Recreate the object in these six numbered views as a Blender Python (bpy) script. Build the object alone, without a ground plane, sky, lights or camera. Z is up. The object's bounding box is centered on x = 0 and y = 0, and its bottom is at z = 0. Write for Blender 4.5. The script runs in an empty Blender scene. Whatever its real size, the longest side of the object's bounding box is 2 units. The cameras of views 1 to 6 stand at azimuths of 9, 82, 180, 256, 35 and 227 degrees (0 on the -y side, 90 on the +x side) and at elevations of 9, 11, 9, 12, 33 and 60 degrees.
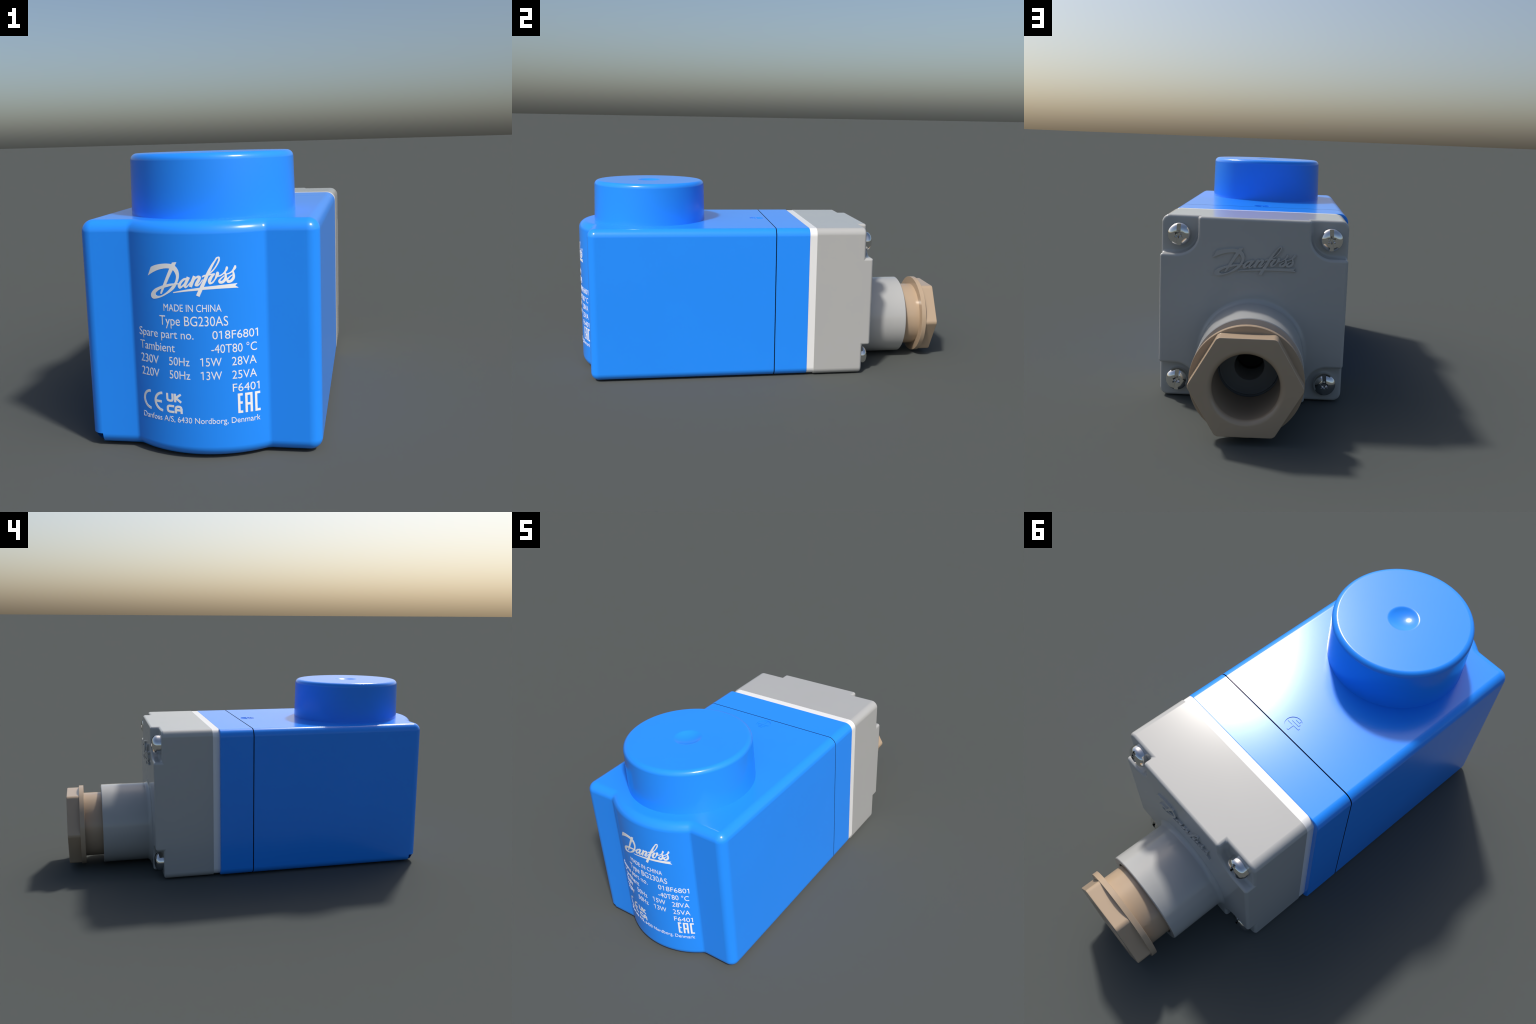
"""Solenoid valve coil: blue potted housing with a round cap, grey terminal box
cover with four screws, and a tan hexagonal cable gland.  Metres, z up,
front (printed) face towards -y, cable gland towards +y."""
import bpy, bmesh, math
from math import sin, cos, pi, sqrt, atan2, radians
from mathutils import Vector, Matrix

# ----------------------------------------------------------------- dimensions
HOUSING_LEFT, HOUSING_RIGHT = -0.4075, 0.4065      # side faces of the blue housing
HOUSING_BOTTOM, HOUSING_TOP = 0.003, 0.7968
HOUSING_FRONT = -0.9225                           # flat front wings
CORNER_R, EDGE_R = 0.044, 0.041                  # vertical corners, top/bottom edges
SEAM_FRONT, SEAM_BACK = 0.0298, 0.0348           # parting line in the housing
COLLAR_BACK = 0.2100
GASKET_BACK = 0.2460
BULGE_X, BULGE_Y, BULGE_R = 0.0, -0.617, 0.3827  # round nose, concentric with the cap
BULGE_FILLET = 0.026
CAP_R, CAP_TOP = 0.2995, 1.0125

COVER_LEFT, COVER_RIGHT = -0.387, 0.4065
COVER_BOTTOM, COVER_TOP = 0.001, 0.797
COVER_FLOOR, COVER_BACK = 0.510, 0.5525          # screw pocket floor, raised panel
COVER_MID = 0.008                                # x of the cover's centre line
GLAND_X, GLAND_Z = 0.0075, 0.2212                # cable gland axis


# ----------------------------------------------------------------- materials
def new_material(name):
    mat = bpy.data.materials.new(name)
    mat.use_nodes = True
    return mat, mat.node_tree, mat.node_tree.nodes["Principled BSDF"]


def plastic(name, colour, roughness, grain=0.0, spread=0.0, specular=0.5):
    """Moulded plastic: a base colour with a faint mottling and a fine grain bump."""
    mat, tree, bsdf = new_material(name)
    coord = tree.nodes.new("ShaderNodeTexCoord")
    noise = tree.nodes.new("ShaderNodeTexNoise")
    noise.inputs["Scale"].default_value = 3.0
    noise.inputs["Detail"].default_value = 3.0
    tree.links.new(coord.outputs["Object"], noise.inputs["Vector"])
    ramp = tree.nodes.new("ShaderNodeValToRGB")
    ramp.color_ramp.elements[0].position = 0.3
    ramp.color_ramp.elements[1].position = 0.7
    low = [c * (1 - spread) for c in colour]
    high = [min(1, c * (1 + spread)) for c in colour]
    ramp.color_ramp.elements[0].color = (*low, 1)
    ramp.color_ramp.elements[1].color = (*high, 1)
    tree.links.new(noise.outputs["Fac"], ramp.inputs["Fac"])
    tree.links.new(ramp.outputs["Color"], bsdf.inputs["Base Color"])
    bsdf.inputs["Roughness"].default_value = roughness
    bsdf.inputs["Specular IOR Level"].default_value = specular
    if grain:
        fine = tree.nodes.new("ShaderNodeTexNoise")
        fine.inputs["Scale"].default_value = 260.0
        tree.links.new(coord.outputs["Object"], fine.inputs["Vector"])
        bump = tree.nodes.new("ShaderNodeBump")
        bump.inputs["Strength"].default_value = grain
        bump.inputs["Distance"].default_value = 0.002
        tree.links.new(fine.outputs["Fac"], bump.inputs["Height"])
        tree.links.new(bump.outputs["Normal"], bsdf.inputs["Normal"])
    return mat


def polished_metal(name, colour, roughness):
    mat, tree, bsdf = new_material(name)
    coord = tree.nodes.new("ShaderNodeTexCoord")
    noise = tree.nodes.new("ShaderNodeTexNoise")
    noise.inputs["Scale"].default_value = 40.0
    tree.links.new(coord.outputs["Object"], noise.inputs["Vector"])
    span = tree.nodes.new("ShaderNodeMapRange")
    span.inputs["To Min"].default_value = roughness * 0.8
    span.inputs["To Max"].default_value = roughness * 1.2
    tree.links.new(noise.outputs["Fac"], span.inputs["Value"])
    tree.links.new(span.outputs["Result"], bsdf.inputs["Roughness"])
    bsdf.inputs["Base Color"].default_value = (*colour, 1)
    bsdf.inputs["Metallic"].default_value = 1.0
    return mat


BLUE = plastic("blue_resin", (0.019, 0.272, 0.985), 0.20, spread=0.012)
SEAM_SHADE = plastic("seam_shade", (0.002, 0.008, 0.04), 0.7)  # near-black navy standing in for the shade inside the parting gap
WHITE = plastic("white_rubber", (0.80, 0.80, 0.79), 0.22, spread=0.01)
GREY = plastic("grey_plastic", (0.424, 0.426, 0.416), 0.15, spread=0.012)
TAN = plastic("tan_plastic", (0.435, 0.325, 0.222), 0.22, spread=0.02)
INK = plastic("white_ink", (0.90, 0.90, 0.90), 0.45)
DARK_GREY = plastic("dark_grey", (0.16, 0.165, 0.165), 0.5)
BLACK = plastic("black_plug", (0.012, 0.012, 0.012), 0.8)  # painted darkness for the closed end of the bore
STEEL = polished_metal("polished_steel", (0.80, 0.79, 0.77), 0.07)

# ----------------------------------------------------------------- helpers
SCENE = bpy.context.scene
ROOT = bpy.data.objects.new("solenoid_coil", None)
ROOT.empty_display_size = 0.2
SCENE.collection.objects.link(ROOT)
ROOT["label"] = "bright blue solenoid coil with grey terminal box and tan gland"
ROOT["category"] = "solenoid coil"


def mesh_from_bmesh(name, bm, flat=False, angle=32):
    bmesh.ops.recalc_face_normals(bm, faces=bm.faces)
    mesh = bpy.data.meshes.new(name)
    bm.to_mesh(mesh)
    bm.free()
    if not flat:
        mesh.shade_smooth()
        mesh.set_sharp_from_angle(angle=radians(angle))
    return mesh


def add_object(name, mesh, material, parent=None):
    obj = bpy.data.objects.new(name, mesh)
    SCENE.collection.objects.link(obj)
    if material is not None:
        mesh.materials.clear()
        mesh.materials.append(material)
    obj.parent = parent or ROOT
    return obj


def apply_modifiers(obj):
    bpy.context.view_layer.update()
    deps = bpy.context.evaluated_depsgraph_get()
    mesh = bpy.data.meshes.new_from_object(obj.evaluated_get(deps), depsgraph=deps)
    old = obj.data
    obj.modifiers.clear()
    obj.data = mesh
    mesh.name = old.name
    bpy.data.meshes.remove(old)
    return obj


def weighted_normals(obj, angle=32):
    obj.data.shade_smooth()
    obj.data.set_sharp_from_angle(angle=radians(angle))
    mod = obj.modifiers.new("weighted", 'WEIGHTED_NORMAL')
    mod.keep_sharp = True
    mod.weight = 100
    return apply_modifiers(obj)


def cut(obj, cutter_bm):
    """Exact boolean difference with a temporary cutter."""
    bmesh.ops.recalc_face_normals(cutter_bm, faces=cutter_bm.faces)
    mesh = bpy.data.meshes.new("cutter")
    cutter_bm.to_mesh(mesh)
    cutter_bm.free()
    helper = bpy.data.objects.new("cutter", mesh)
    SCENE.collection.objects.link(helper)
    mod = obj.modifiers.new("cut", 'BOOLEAN')
    mod.operation = 'DIFFERENCE'
    mod.solver = 'EXACT'
    mod.object = helper
    apply_modifiers(obj)
    bpy.data.objects.remove(helper)
    bpy.data.meshes.remove(mesh)


def arc(cx, cy, r, a0, a1, n):
    """n+1 points on a circle arc, angles in degrees."""
    return [(cx + r * cos(radians(a0 + (a1 - a0) * i / n)),
             cy + r * sin(radians(a0 + (a1 - a0) * i / n))) for i in range(n + 1)]


def loft(bm, rings, cap_start=True, cap_end=True, wrap=False):
    """Closed rings of 3D points -> quads, ends closed with n-gons."""
    vert_rings = [[bm.verts.new(p) for p in ring] for ring in rings]
    n = len(rings[0])
    pairs = list(zip(vert_rings, vert_rings[1:]))
    if wrap:
        pairs.append((vert_rings[-1], vert_rings[0]))
    for lower, upper in pairs:
        for i in range(n):
            j = (i + 1) % n
            bm.faces.new((lower[i], lower[j], upper[j], upper[i]))
    if cap_start and not wrap:
        bm.faces.new(list(reversed(vert_rings[0])))
    if cap_end and not wrap:
        bm.faces.new(vert_rings[-1])
    return vert_rings


def turned(profile, axis_point, axis, n=128):
    """Solid of revolution; profile = [(radius, height along the axis)], both ends
    capped with a flat disc unless the radius is ~0 (then collapsed)."""
    bm = bmesh.new()
    ax, ay, az = axis_point
    rings = []
    for r, h in profile:
        r = max(r, 1e-5)
        ring = []
        for i in range(n):
            a = 2 * pi * i / n
            if axis == 'z':
                ring.append((ax + r * cos(a), ay + r * sin(a), az + h))
            else:
                ring.append((ax + r * cos(a), ay + h, az + r * sin(a)))
        rings.append(ring)
    loft(bm, rings)
    bmesh.ops.remove_doubles(bm, verts=bm.verts, dist=2e-5)
    return bm


def rounded_rect(x0, x1, z0, z1, r, n=8):
    pts = arc(x0 + r, z0 + r, r, 180, 270, n)
    pts += arc(x1 - r, z0 + r, r, 270, 360, n)
    pts += arc(x1 - r, z1 - r, r, 0, 90, n)
    pts += arc(x0 + r, z1 - r, r, 90, 180, n)
    return pts


def slab_along_y(x0, x1, z0, z1, r, y0, y1, bevel0=0.0, bevel1=0.0, n=8, steps=3):
    """Rounded-rectangle bar along y with rounded rims."""
    rings = []
    def ring(inset, y):
        rings.append([(x, y, z) for x, z in
                      rounded_rect(x0 + inset, x1 - inset, z0 + inset, z1 - inset, r - inset, n)])
    if bevel0:
        for k in range(steps):
            a = pi / 2 * k / steps
            ring(bevel0 * (1 - sin(a)), y0 + bevel0 * (1 - cos(a)))
    ring(0, y0 + bevel0)
    ring(0, y1 - bevel1)
    if bevel1:
        for k in range(1, steps + 1):
            a = pi / 2 * k / steps
            ring(bevel1 * (1 - cos(a)), y1 - bevel1 * (1 - sin(a)))
    bm = bmesh.new()
    loft(bm, rings)
    return bm


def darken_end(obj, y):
    """Give the end wall at height y along the y axis a dark colour painted as gap shade."""
    obj.data.materials.append(SEAM_SHADE)
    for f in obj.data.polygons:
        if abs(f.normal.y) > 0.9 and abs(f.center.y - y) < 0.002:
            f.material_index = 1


# ----------------------------------------------------------------- blue housing
def housing_outline(d):
    """Plan view outline of the front housing, inset by d: square back, rounded
    front corners, and a round nose blended in with hollow fillets."""
    xl, xr, yf = HOUSING_LEFT, HOUSING_RIGHT, HOUSING_FRONT
    r, rc = CORNER_R, BULGE_FILLET
    dy = BULGE_Y - (yf - rc)
    a = sqrt((BULGE_R + rc) ** 2 - dy ** 2)
    ang = math.degrees(atan2(dy, a))
    pts = [(xl + d, SEAM_FRONT)]
    pts += arc(xl + r, yf + r, r - d, 180, 270, 8)
    pts += arc(BULGE_X - a, yf - rc, rc + d, 90, ang, 8)
    pts += arc(BULGE_X, BULGE_Y, BULGE_R - d, 180 + ang, 360 - ang, 48)[1:-1]
    pts += arc(BULGE_X + a, yf - rc, rc + d, 180 - ang, 90, 8)
    pts += arc(xr - r, yf + r, r - d, 270, 360, 8)
    pts += [(xr - d, SEAM_FRONT)]
    return pts


def build_housing():
    bm = bmesh.new()
    rings, steps = [], 8
    for k in range(steps + 1):
        a = pi / 2 * k / steps
        z = HOUSING_BOTTOM + EDGE_R * (1 - cos(a))
        rings.append([(x, y, z) for x, y in housing_outline(EDGE_R * (1 - sin(a)))])
    for k in range(steps + 1):
        a = pi / 2 * k / steps
        z = HOUSING_TOP - EDGE_R * (1 - sin(a))
        rings.append([(x, y, z) for x, y in housing_outline(EDGE_R * (1 - cos(a)))])
    loft(bm, rings)
    obj = add_object("housing", mesh_from_bmesh("housing", bm), BLUE)
    # shallow round recess that carries the raised earth symbol
    disc = bmesh.new()
    loft(disc, [[(x, y, z) for x, y in arc(0.001, -0.0235, 0.038, 0, 354, 59)]
                for z in (HOUSING_TOP - 0.0025, HOUSING_TOP + 0.02)])
    cut(obj, disc)
    weighted_normals(obj)
    # the lower front left corner is open: its ball-shaped tip is missing
    bm = bmesh.new()
    bm.from_mesh(obj.data)
    lim = Vector((HOUSING_LEFT + CORNER_R, HOUSING_FRONT + CORNER_R, HOUSING_BOTTOM + EDGE_R))
    gone = []
    for f in bm.faces:
        c = f.calc_center_median()
        if c.x < lim.x - 0.003 and c.y < lim.y and c.z < lim.z - 0.002:
            gone.append(f)
    bmesh.ops.delete(bm, geom=gone, context='FACES')
    bm.to_mesh(obj.data)
    bm.free()
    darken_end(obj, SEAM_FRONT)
    return obj


def build_earth_symbol(parent):
    """Protective earth sign: three bars and a stem standing in the recess."""
    bm = bmesh.new()
    z0, z1 = HOUSING_TOP - 0.0030, HOUSING_TOP - 0.0004
    for x0, x1, y0, y1 in ((-0.032, 0.032, -0.0295, -0.0205), (-0.020, 0.0205, -0.0435, -0.0335),
                           (-0.0105, 0.0115, -0.0565, -0.0468), (-0.003, 0.0045, -0.0207, 0.0095)):
        loft(bm, [[(x0, y0, z), (x1, y0, z), (x1, y1, z), (x0, y1, z)] for z in (z0, z1)])
    obj = add_object("earth_symbol", mesh_from_bmesh("earth_symbol", bm, flat=True), BLUE, parent)
    return obj


def build_cap():
    """Round cap on top: slight draft, rounded rim, shallow spherical dimple."""
    dim_r, dim_d = 0.063, 0.015
    sphere = (dim_r ** 2 + dim_d ** 2) / (2 * dim_d)
    prof = [(CAP_R, HOUSING_TOP - 0.004),
            (CAP_R, HOUSING_TOP + 0.002)]
    rim, top_r = 0.024, CAP_R - 0.004
    for k in range(9):
        a = pi / 2 * k / 8
        prof.append((top_r - rim * (1 - cos(a)), CAP_TOP - rim * (1 - sin(a))))
    prof += [(dim_r + 0.006, CAP_TOP), (dim_r + 0.002, CAP_TOP - 0.0003), (dim_r - 0.0012, CAP_TOP - 0.0010)]
    for k in range(1, 15):
        r = (dim_r - 0.001) * (1 - k / 14)
        prof.append((r, CAP_TOP - dim_d + sphere - sqrt(sphere ** 2 - r ** 2)))
    bm = turned(prof, (-0.001, BULGE_Y, 0), 'z', 144)
    obj = add_object("cap", mesh_from_bmesh("cap", bm, angle=40), BLUE)
    return weighted_normals(obj, 40)


def build_collar_and_gasket():
    bm = slab_along_y(HOUSING_LEFT, HOUSING_RIGHT, HOUSING_BOTTOM, HOUSING_TOP, EDGE_R,
                      SEAM_BACK, COLLAR_BACK, 0.0006, 0.004)
    collar = add_object("collar", mesh_from_bmesh("collar", bm), BLUE)
    weighted_normals(collar)
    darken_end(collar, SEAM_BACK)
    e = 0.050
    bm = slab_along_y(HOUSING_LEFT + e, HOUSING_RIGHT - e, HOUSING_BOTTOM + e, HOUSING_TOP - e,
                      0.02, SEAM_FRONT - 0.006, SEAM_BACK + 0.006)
    add_object("seam_filler", mesh_from_bmesh("seam_filler", bm), SEAM_SHADE)  # added dark core, set back in the gap to keep it dark
    bm = slab_along_y(COVER_LEFT + 0.002, COVER_RIGHT - 0.001, COVER_BOTTOM + 0.003, HOUSING_TOP - 0.001,
                      EDGE_R, COLLAR_BACK - 0.004, GASKET_BACK + 0.004, 0.001, 0.001)
    gasket = add_object("gasket", mesh_from_bmesh("gasket", bm), WHITE)
    weighted_normals(gasket)


# ----------------------------------------------------------------- grey terminal cover
def build_cover():
    """Block with four rounded screw pockets sunk into its back face."""
    r, n = 0.036, 7
    x0, x1, z0, z1 = COVER_LEFT, COVER_RIGHT, COVER_BOTTOM, COVER_TOP
    y0, yf, yb = GASKET_BACK, COVER_FLOOR, COVER_BACK
    pocket, pr = 0.160, 0.092          # pocket size from the cover edge, its inner radius
    rim = arc(x0 + r, z0 + r, r, 180, 270, n), arc(x1 - r, z0 + r, r, 270, 360, n), \
        arc(x1 - r, z1 - r, r, 0, 90, n), arc(x0 + r, z1 - r, r, 90, 180, n)
    p = pocket
    # inner pocket edges, walked counter-clockwise like the rim
    inner = (
        [(x0, z0 + p)] + arc(x0 + p - pr, z0 + p - pr, pr, 90, 0, 12) + [(x0 + p, z0)],
        [(x1 - p, z0)] + arc(x1 - p + pr, z0 + p - pr, pr, 180, 90, 12) + [(x1, z0 + p)],
        [(x1, z1 - p)] + arc(x1 - p + pr, z1 - p + pr, pr, 270, 180, 12) + [(x1 - p, z1)],
        [(x0 + p, z1)] + arc(x0 + p - pr, z1 - p + pr, pr, 0, -90, 12) + [(x0, z1 - p)])
    bm = bmesh.new()
    V = lambda q, y: bm.verts.new((q[0], y, q[1]))
    front_loop, top_loop, sharp = [], [], []
    corners = []
    for rim_pts, in_pts in zip(rim, inner):
        c = dict(front=[V(in_pts[0], y0)] + [V(q, y0) for q in rim_pts] + [V(in_pts[-1], y0)],
                 rim=[V(q, yf) for q in rim_pts],
                 low=[V(q, yf) for q in in_pts], top=[V(q, yb) for q in in_pts])
        corners.append(c)
        front_loop += c['front']
        top_loop += c['top']
    for k, c in enumerate(corners):
        edge = [c['low'][0]] + c['rim'] + [c['low'][-1]]
        for i in range(len(edge) - 1):                        # outer wall below the pocket
            bm.faces.new((c['front'][i], c['front'][i + 1], edge[i + 1], edge[i]))
        bm.faces.new([c['low'][0]] + c['rim'] + list(reversed(c['low']))[:-1])   # pocket floor
        for i in range(len(c['low']) - 1):                    # pocket wall
            bm.faces.new((c['low'][i], c['low'][i + 1], c['top'][i + 1], c['top'][i]))
        nxt = corners[(k + 1) % 4]                            # flush outer wall to the next pocket
        bm.faces.new((c['front'][-1], nxt['front'][0], nxt['low'][0], nxt['top'][0],
                      c['top'][-1], c['low'][-1]))
    bm.faces.new(top_loop)
    bm.faces.new(list(reversed(front_loop)))
    bmesh.ops.recalc_face_normals(bm, faces=bm.faces)
    edges = [e for e in bm.edges if len(e.link_faces) == 2
             and e.calc_face_angle(0) > radians(35)
             and not all(abs(v.co.y - y0) < 1e-6 for v in e.verts)]
    bmesh.ops.bevel(bm, geom=edges, offset=0.0135, offset_type='OFFSET', segments=4,
                    profile=0.5, affect='EDGES', clamp_overlap=True)
    obj = add_object("terminal_cover", mesh_from_bmesh("terminal_cover", bm), GREY)
    return weighted_normals(obj, 40)


def build_spigot(parent):
    """Cable inlet: tube flared into the cover's back, open at the far end."""
    rad, flare, end = 0.2190, 0.022, 0.8145
    prof = [(rad + flare, COVER_BACK - 0.02), (rad + flare + 0.004, COVER_BACK + 0.0003)]
    for k in range(1, 11):
        a = pi / 2 * k / 10
        prof.append((rad + flare * (1 - sin(a)), COVER_BACK + flare * (1 - cos(a))))
    prof += [(rad, end - 0.003), (rad - 0.003, end), (0.187, end), (0.185, end - 0.002),
             (0.185, 0.722), (0.0605, 0.722), (0.0605, 0.5545), (0.0, 0.5545)]
    bm = turned(prof, (GLAND_X, 0, GLAND_Z), 'y', 128)
    for v in bm.verts:                       # the flare stops at the cover's underside
        v.co.z = max(v.co.z, 0.0020)
    obj = add_object("cable_inlet", mesh_from_bmesh("cable_inlet", bm, angle=35), GREY, parent)
    weighted_normals(obj, 35)
    inner_disc = turned([(0.0605, 0.7235), (0.1835, 0.7235), (0.1835, 0.728), (0.125, 0.728), (0.121, 0.731),
                   (0.117, 0.728), (0.0615, 0.728), (0.0605, 0.727), (0.0605, 0.7235)],
                  (GLAND_X, 0, GLAND_Z), 'y', 128)
    for f in [f for f in inner_disc.faces if len(f.verts) > 4]:
        inner_disc.faces.remove(f)
    add_object("inlet_disc", mesh_from_bmesh("inlet_disc", inner_disc), DARK_GREY, parent)  # separate disc in a darker grey over the inlet's end wall
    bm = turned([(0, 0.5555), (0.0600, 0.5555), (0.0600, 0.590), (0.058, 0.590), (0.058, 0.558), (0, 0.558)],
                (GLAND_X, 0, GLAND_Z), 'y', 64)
    add_object("bore_plug", mesh_from_bmesh("bore_plug", bm), BLACK, parent)  # added black plug closing the tube, coloured to look like open depth


def build_gland_nut():
    """Hexagonal gland nut with a round flange, a plain neck and a wide bore."""
    n, flat, tip = 240, 0.190, 0.2155
    def hexagon(inset):
        pts = []
        for i in range(n):
            a = 2 * pi * i / n
            off = (a % (pi / 3)) - pi / 6
            pts.append((min((flat - inset) / cos(off), tip - inset), a))
        return pts
    def circle(r):
        return [(r, 2 * pi * i / n) for i in range(n)]
    bore, mouth = 0.1265, 0.021
    sections = [(circle(bore), 0.745)]
    for k in range(7):
        a = pi / 2 * k / 6
        sections.append((circle(bore + mouth * (1 - cos(a))), 1.0 - mouth * (1 - sin(a))))
    sections += [(hexagon(0.005), 1.0), (hexagon(0.0015), 0.9985), (hexagon(0), 0.995), (hexagon(0), 0.9335),
                 (circle(0.2180), 0.9335), (circle(0.2190), 0.9325), (circle(0.2190), 0.9100),
                 (circle(0.2180), 0.9090), (circle(0.1765), 0.9090), (circle(0.1765), 0.745)]
    bm = bmesh.new()
    rings = [[(GLAND_X + r * cos(a), y, GLAND_Z + r * sin(a)) for r, a in pts] for pts, y in sections]
    loft(bm, rings, wrap=True)
    obj = add_object("gland_nut", mesh_from_bmesh("gland_nut", bm, angle=28), TAN)
    return weighted_normals(obj, 28)


def build_screws(parent):
    """Pan-head screws, slotted, with a six-pointed recess."""
    prof = [(0.0, -0.006), (0.0495, -0.006), (0.0495, 0.016)]
    for k in range(1, 10):
        a = pi / 2 * k / 10
        prof.append((0.0170 + 0.0325 * cos(a), 0.016 + 0.0275 * sin(a)))
    prof += [(0.015, 0.0438), (0.0, 0.0450)]
    bm = turned(prof, (0, 0, 0), 'y', 64)
    screw = add_object("screw", mesh_from_bmesh("screw", bm, angle=40), STEEL, parent)
    slot = bmesh.new()
    loft(slot, [[(-0.0085, y, -0.06), (0.0085, y, -0.06), (0.0085, y, 0.06), (-0.0085, y, 0.06)]
                for y in (0.0285, 0.07)])
    cut(screw, slot)
    star = bmesh.new()
    pts = [((0.0195 if k % 2 == 0 else 0.0120) * cos(pi / 6 * k + pi / 2),
            (0.0195 if k % 2 == 0 else 0.0120) * sin(pi / 6 * k + pi / 2)) for k in range(12)]
    loft(star, [[(x * f, y, z * f) for x, z in pts] for f, y in ((0.45, 0.022), (1.0, 0.029), (1.0, 0.07))])
    cut(screw, star)
    screw.data.shade_smooth()
    screw.data.set_sharp_from_angle(angle=radians(35))
    spots = [(0.320, 0.717), (-0.320, 0.717), (0.320, 0.083), (-0.320, 0.083)]
    for k, (dx, z) in enumerate(spots):
        obj = screw if k == 0 else screw.copy()
        if k:
            SCENE.collection.objects.link(obj)
        obj.location = (COVER_MID + dx, COVER_FLOOR, z)
        obj.rotation_euler = (0, radians((0, 2, -3, 4)[k]), 0)


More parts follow.
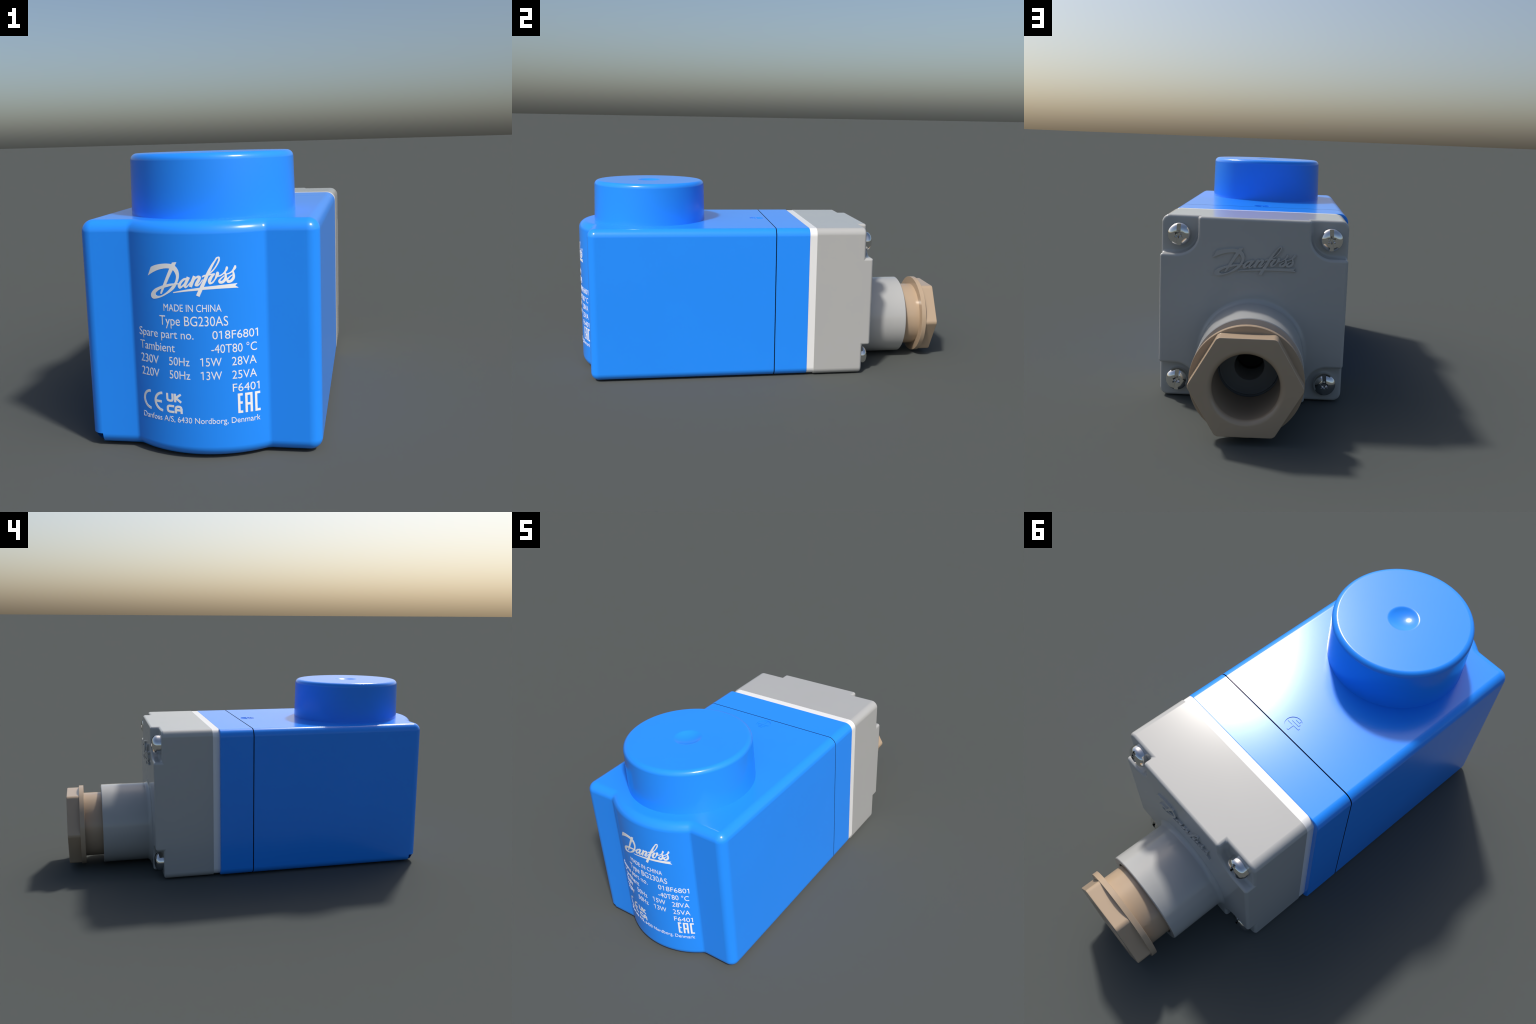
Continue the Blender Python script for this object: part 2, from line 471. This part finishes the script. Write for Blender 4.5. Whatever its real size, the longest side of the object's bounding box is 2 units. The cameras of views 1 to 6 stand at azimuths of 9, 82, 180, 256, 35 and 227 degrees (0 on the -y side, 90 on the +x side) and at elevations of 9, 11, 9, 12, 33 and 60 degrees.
# ----------------------------------------------------------------- lettering
# Script logotype as pen strokes: every tuple is one station of a stroke, its two
# edge points (u, v, u, v) in millimetres about the logotype's centre.
LOGO_STROKES = {
    'capital_sweep': [(-140.9, 35, -154.7, 5.9), (-127.6, 41.1, -134.8, 17.4), (-108, 46.2, -111.8, 27.5), (-84, 49.3, -87.5, 33.3), (-62.6, 48, -69.6, 33.3), (-49.4, 42.2, -56.9, 28.2), (-40.2, 30.3, -50.5, 19.7), (-36.9, 15.4, -47.3, 9.4), (-39.3, -0.7, -49.2, -3.3), (-46.2, -17, -55.2, -15.5), (-54.2, -30, -62.5, -23.4), (-66, -40.9, -73.3, -35.4), (-84.4, -52.3, -89.5, -49.1), (-103.5, -62.1, -105.9, -57.6), (-123.1, -68.5, -117.5, -59.6), (-137.5, -69.8, -124.7, -57.4), (-144.9, -62.6, -126.7, -53.5), (-143.6, -51.9, -123.2, -47.9), (-131.2, -38.6, -111.6, -38.8), (-112.4, -28.9, -93.7, -31.4), (-90.5, -21.2, -72.7, -25), (-67.2, -15.9, -58.7, -21.1), (-40, -14.1, -40.1, -17.3)],
    'capital_stem': [(-59.1, 53.4, -43.8, 55.3), (-62.7, 46.8, -49.3, 43.8), (-70.2, 32.4, -57.9, 28.2), (-82.5, 7, -71.1, 5.2), (-95.8, -21.5, -84.8, -20.9), (-101.9, -34.7, -92.5, -33), (-107.6, -49.1, -101.1, -49.1), (-105.6, -52, -103.7, -51.9)],
    'underline': [(-59.8, -43.7, -60, -46.7), (-14.7, -34.3, -15, -40.5), (31.8, -27.7, 31.4, -36.4), (43.2, -25.6, 41.7, -34.7), (99.6, -20.9, 99.2, -32.4), (145, -18.1, 144.5, -32.3)],
    'underline_tail_upper': [(144.8, -18, 144.5, -25.2), (151.9, -17.6, 151.7, -18.3)],
    'underline_tail_lower': [(144.6, -24.7, 144.3, -32.3), (154.9, -31.9, 154.9, -32.8)],
    'a_bowl': [(-9.2, -0.8, -9.9, 4.1), (-18.6, -3.3, -21.8, 2.7), (-28.8, -13.3, -35.5, -8.5), (-33.3, -23.3, -42.7, -21.8), (-35.7, -24.4, -36.9, -31.7), (-29, -21.4, -25.5, -25.5), (-17.5, -10.4, -14.5, -13.1)],
    'a_stem': [(-0.1, 4.5, -10.6, 8.9), (-8.7, -11.3, -17.5, -7.5), (-14.7, -22.1, -23.9, -20.8), (-16.7, -24.2, -16.7, -29.7), (-9.6, -19.5, -6.9, -22.2), (1.1, -7.8, 3.5, -9.8)],
    'n_stem': [(20.7, 7.4, 10.4, 12.1), (12.3, -8.9, 2.6, -5), (4.7, -27, -4.8, -23.7)],
    'n_arch': [(3.7, -11.7, 6.2, -13.7), (15.5, 3.8, 18.6, 0.6), (25.9, 11.8, 27.8, 5.3), (35.4, 7.4, 26.4, 5.9), (32.7, -4.1, 23.8, 0.1), (24.7, -16.5, 16.3, -12.2), (23.4, -17.7, 14.4, -21.5), (22, -18.2, 23.9, -23.3), (29.8, -13.1, 32.6, -15.7), (39.5, -0.5, 42, -2.4)],
    'f_stem': [(88, 63.8, 85.1, 65.9), (76.9, 44.9, 71.2, 48.5), (64.5, 19.9, 56.2, 24.3), (52.2, -7.4, 42.5, -2.7), (40.4, -32.5, 29.8, -27.5), (28.2, -57.9, 17.5, -53)],
    'f_loop': [(79.7, 58.9, 82.6, 56.7), (86.5, 69.2, 89.8, 64.9), (96.6, 70.8, 92.8, 66.4), (97.9, 60, 92.7, 61.3), (91.9, 47.2, 87.6, 49.6), (81.8, 32.7, 78.7, 35.3), (71.1, 21.4, 68.5, 24.5), (58, 12.2, 56.2, 14.8)],
    'f_bar': [(38.3, 7, 39.7, 5.2), (42.7, 12.3, 44.3, 7.6), (57.9, 15.3, 58.6, 10.8), (80, 18.5, 80.6, 14)],
    'o_bowl': [(80.3, 13.6, 76.6, 17.6), (73, 4.4, 66.3, 9.6), (67.8, -6.8, 57.5, -3.9), (66.4, -9.8, 61.5, -17), (70.3, -9.6, 73.4, -14), (78.7, -0.1, 82.4, -2.6), (82.8, 12.9, 90.9, 9), (84.3, 18.9, 94.3, 16.5), (87.3, 23, 91.7, 22.9)],
    'o_link': [(85.7, 9.4, 86.4, 5.8), (96.6, 11.8, 98.1, 7.9), (106.4, 17.8, 108.9, 14.6), (112.7, 26.2, 117.5, 22.7), (115.2, 33.7, 122.8, 30.8), (117.4, 38.9, 122.8, 37.8)],
    's_first': [(114.5, 22.6, 109.3, 21.3), (118.4, 9.8, 111.7, 9.5), (117.3, -4.1, 109.3, 0.3), (106.5, -14.9, 102.4, -7.2), (94, -15.6, 96.9, -7.5), (90.7, -5.7, 96, -8.1), (100.2, 3.8, 102.8, 0.9), (109.8, 10.5, 111.7, 7.9)],
    's_link': [(113.8, 14.2, 114.7, 11.1), (124.9, 17.7, 126.4, 14.1), (133.5, 22.9, 136.3, 19.3), (138.8, 30.2, 144.2, 25.8), (142.1, 36.3, 149.6, 32.8), (144.5, 41, 149.4, 39.9)],
    's_second': [(140.8, 23.6, 135.9, 22.7), (144.4, 11.6, 137.5, 11.5), (143.6, -1.8, 135.8, 2.2), (132.9, -13.1, 128.5, -5.5), (119.7, -14.4, 123, -5.9), (116.4, -3.2, 122.2, -5.8), (126.3, 5.9, 128.8, 2.9), (136.4, 12, 138.2, 9.3)],
}


def smooth_stations(stations, steps=5):
    """Catmull-Rom through stroke stations."""
    out = []
    last = len(stations) - 1
    for i in range(last):
        p0, p1 = stations[max(i - 1, 0)], stations[i]
        p2, p3 = stations[i + 1], stations[min(i + 2, last)]
        for k in range(steps):
            t = k / steps
            out.append([0.5 * (2 * b + (c - a) * t + (2 * a - 5 * b + 4 * c - d) * t * t
                               + (3 * b - a - 3 * c + d) * t ** 3)
                        for a, b, c, d in zip(p0, p1, p2, p3)])
    out.append(list(stations[-1]))
    return out


def stroke_solids(bm, stations, place, low, high):
    """One ribbon of given height on a surface; place(u, v, h) -> 3D point."""
    rows = []
    for i, (u0, v0, u1, v1) in enumerate(stations):
        top = high + 4e-6 * i          # never coplanar where a stroke crosses itself
        rows.append([bm.verts.new(place(u0, v0, low)), bm.verts.new(place(u1, v1, low)),
                     bm.verts.new(place(u1, v1, top)), bm.verts.new(place(u0, v0, top))])
    for a, b in zip(rows, rows[1:]):
        for i in range(4):
            j = (i + 1) % 4
            bm.faces.new((a[i], a[j], b[j], b[i]))
    bm.faces.new(rows[0])
    bm.faces.new(list(reversed(rows[-1])))


def on_nose(u, v, h):
    """Arc length u and height v on the housing's round nose."""
    a = u / BULGE_R
    return (BULGE_X + (BULGE_R + h) * sin(a), BULGE_Y - (BULGE_R + h) * cos(a), v)


def logo_mesh(name, place, low, high, flat):
    bm = bmesh.new()
    for k, (part, stations) in enumerate(LOGO_STROKES.items()):
        fine = stations if part.startswith('underline') else smooth_stations(stations)
        if part == 'underline':
            fine = smooth_stations(stations, 4)
        fine = [[c / 1000 for c in s] for s in fine]
        stroke_solids(bm, fine, place, low, high + 0.00003 * k)
    return mesh_from_bmesh(name, bm, flat=flat, angle=35)


def pen_path(points, width):
    """Stations of an even-width stroke along a polyline with mitred joints."""
    out = []
    for i, (x, y) in enumerate(points):
        px, py = points[max(i - 1, 0)]
        nx, ny = points[min(i + 1, len(points) - 1)]
        d0 = Vector((x - px, y - py)).normalized() if i else Vector((nx - x, ny - y)).normalized()
        d1 = Vector((nx - x, ny - y)).normalized() if i < len(points) - 1 else d0
        t = (d0 + d1).normalized()
        k = width / 2 / max(0.35, t.dot(d1))
        out.append((x - t.y * k, y + t.x * k, x + t.y * k, y - t.x * k))
    return out


def build_logos(housing, cover):
    add_object("printed_logo", logo_mesh("printed_logo", lambda u, v, h: on_nose(u - 0.005, v + 0.613, h),
                                         -0.0015, 0.00025, True), INK, housing)

    def on_cover(u, v, h):
        return (0.0077 - 1.1376 * u - 0.0278 * v, COVER_BACK + h, 0.6174 - 0.0311 * u + 0.989 * v)
    add_object("embossed_logo", logo_mesh("embossed_logo", on_cover, -0.003, 0.0080, True), GREY, cover)


PRINTED_LINES = (   # text, left and right end (arc length), baseline, capital height
    ("MADE IN CHINA", -0.1030, 0.0926, 0.5050, 0.0236),
    ("Type BG230AS", -0.1205, 0.1126, 0.4575, 0.0320),
    ("Spare part no.", -0.2128, -0.0023, 0.4130, 0.0280),
    ("018F6801", 0.0600, 0.2119, 0.4135, 0.0275),
    ("Tambient", -0.2115, -0.0688, 0.3670, 0.0285),
    ("-40T80 \u00b0C", 0.0547, 0.2067, 0.3668, 0.0285),
    ("230V", -0.2116, -0.1325, 0.3210, 0.0285),
    ("50Hz", -0.0919, -0.0193, 0.3220, 0.0280),
    ("15W", 0.0230, 0.0872, 0.3225, 0.0280),
    ("28VA", 0.1207, 0.2042, 0.3225, 0.0280),
    ("220V", -0.2106, -0.1325, 0.2750, 0.0285),
    ("50Hz", -0.0923, -0.0189, 0.2760, 0.0280),
    ("13W", 0.0230, 0.0867, 0.2763, 0.0280),
    ("25VA", 0.1203, 0.2041, 0.2765, 0.0280),
    ("F6401", 0.1205, 0.2120, 0.2325, 0.0268),
    ("Danfoss A/S, 6430 Nordborg, Denmark", -0.2129, 0.2123, 0.1247, 0.0195),
)


def font_mesh(text, weight=0.0):
    """Flat outline of a text in the built-in font as a solid mesh at size 1."""
    curve = bpy.data.curves.new("lettering", 'FONT')
    curve.body = text
    curve.size = 1.0
    curve.extrude = 0.05
    curve.offset = weight
    curve.resolution_u = 4
    obj = bpy.data.objects.new("lettering", curve)
    SCENE.collection.objects.link(obj)
    bpy.context.view_layer.update()
    deps = bpy.context.evaluated_depsgraph_get()
    mesh = bpy.data.meshes.new_from_object(obj.evaluated_get(deps), depsgraph=deps)
    bpy.data.objects.remove(obj)
    bpy.data.curves.remove(curve)
    return mesh


def build_lettering(housing):
    probe = font_mesh("H")
    cap = max(v.co.y for v in probe.vertices) - min(v.co.y for v in probe.vertices)
    bpy.data.meshes.remove(probe)
    for text, left, right, base, height in PRINTED_LINES:
        mesh = font_mesh(text, -0.004)
        x0 = min(v.co.x for v in mesh.vertices)
        x1 = max(v.co.x for v in mesh.vertices)
        sx, sy = (right - left) / (x1 - x0), height / cap
        for v in mesh.vertices:
            v.co = on_nose(left + (v.co.x - x0) * sx, base + v.co.y * sy, 0.0005 if v.co.z > 0 else -0.0015)
        bm = bmesh.new()
        bm.from_mesh(mesh)
        # flag on every figure one (the built-in font draws it as a bare bar)
        for i, ch in enumerate(text):
            if ch != "1":
                continue
            part = font_mesh(text[:i + 1])
            edge = left + (max(v.co.x for v in part.vertices) - x0) * sx
            bpy.data.meshes.remove(part)
            foot, top = edge - 0.0022, base + height
            stroke_solids(bm, [(foot - 0.0075, top - 0.0030, foot - 0.0065, top - 0.0062),
                               (foot, top - 0.0002, foot, top - 0.0040)], on_nose, -0.0015, 0.00038)
        bm.to_mesh(mesh)
        bm.free()
        mesh.name = "printed_text"
        add_object("printed_text", mesh, INK, housing)


def build_marks(housing):
    """Conformity marks drawn with a broad even pen."""
    def mark(name, strokes, width):
        bm = bmesh.new()
        for k, pts in enumerate(strokes):
            w = width
            stroke_solids(bm, pen_path(pts, w), on_nose, -0.0015, 0.0003 + 0.00004 * k)
        add_object(name, mesh_from_bmesh(name, bm, flat=True), INK, housing)

    zc, rr = 0.1905, 0.0305
    mark("conformity_mark", [arc(-0.1742, zc, rr, 92, 268, 24), arc(-0.1243, zc, rr, 92, 268, 24),
                             [(-0.1530, zc), (-0.1290, zc)]], 0.0085)
    mark("conformity_mark", [
        [(-0.1060, 0.2236), (-0.1060, 0.2040), (-0.1035, 0.1995), (-0.0990, 0.1980), (-0.0925, 0.1980),
         (-0.0880, 0.1995), (-0.0858, 0.2040), (-0.0858, 0.2236)],
        [(-0.0765, 0.2236), (-0.0765, 0.1945)],
        [(-0.0555, 0.2225), (-0.0740, 0.2095), (-0.0548, 0.1950)],
        [(-0.0815, 0.1797), (-0.0990, 0.1797), (-0.1035, 0.1780), (-0.1058, 0.1740), (-0.1058, 0.1650),
         (-0.1035, 0.1610), (-0.0990, 0.1593), (-0.0815, 0.1593)],
        [(-0.0755, 0.1558), (-0.0755, 0.1720), (-0.0735, 0.1770), (-0.0690, 0.1795), (-0.0610, 0.1795),
         (-0.0565, 0.1770), (-0.0547, 0.1720), (-0.0547, 0.1558)],
        [(-0.0750, 0.1672), (-0.0550, 0.1672)]], 0.0075)
    mark("conformity_mark", [
        [(0.1528, 0.2205), (0.1402, 0.2205), (0.1402, 0.1607), (0.1528, 0.1607)],
        [(0.1400, 0.1925), (0.1520, 0.1925)],
        [(0.1650, 0.1572), (0.1650, 0.2205), (0.1825, 0.2205), (0.1825, 0.1572)],
        [(0.1655, 0.1865), (0.1820, 0.1865)],
        [(0.2138, 0.2205), (0.1990, 0.2205), (0.1990, 0.1607), (0.2138, 0.1607)]], 0.0080)


# ----------------------------------------------------------------- assembly
housing = build_housing()
build_earth_symbol(housing)
build_cap()
build_collar_and_gasket()
cover = build_cover()
build_spigot(cover)
build_gland_nut()
build_screws(cover)
build_logos(housing, cover)
build_lettering(housing)
build_marks(housing)
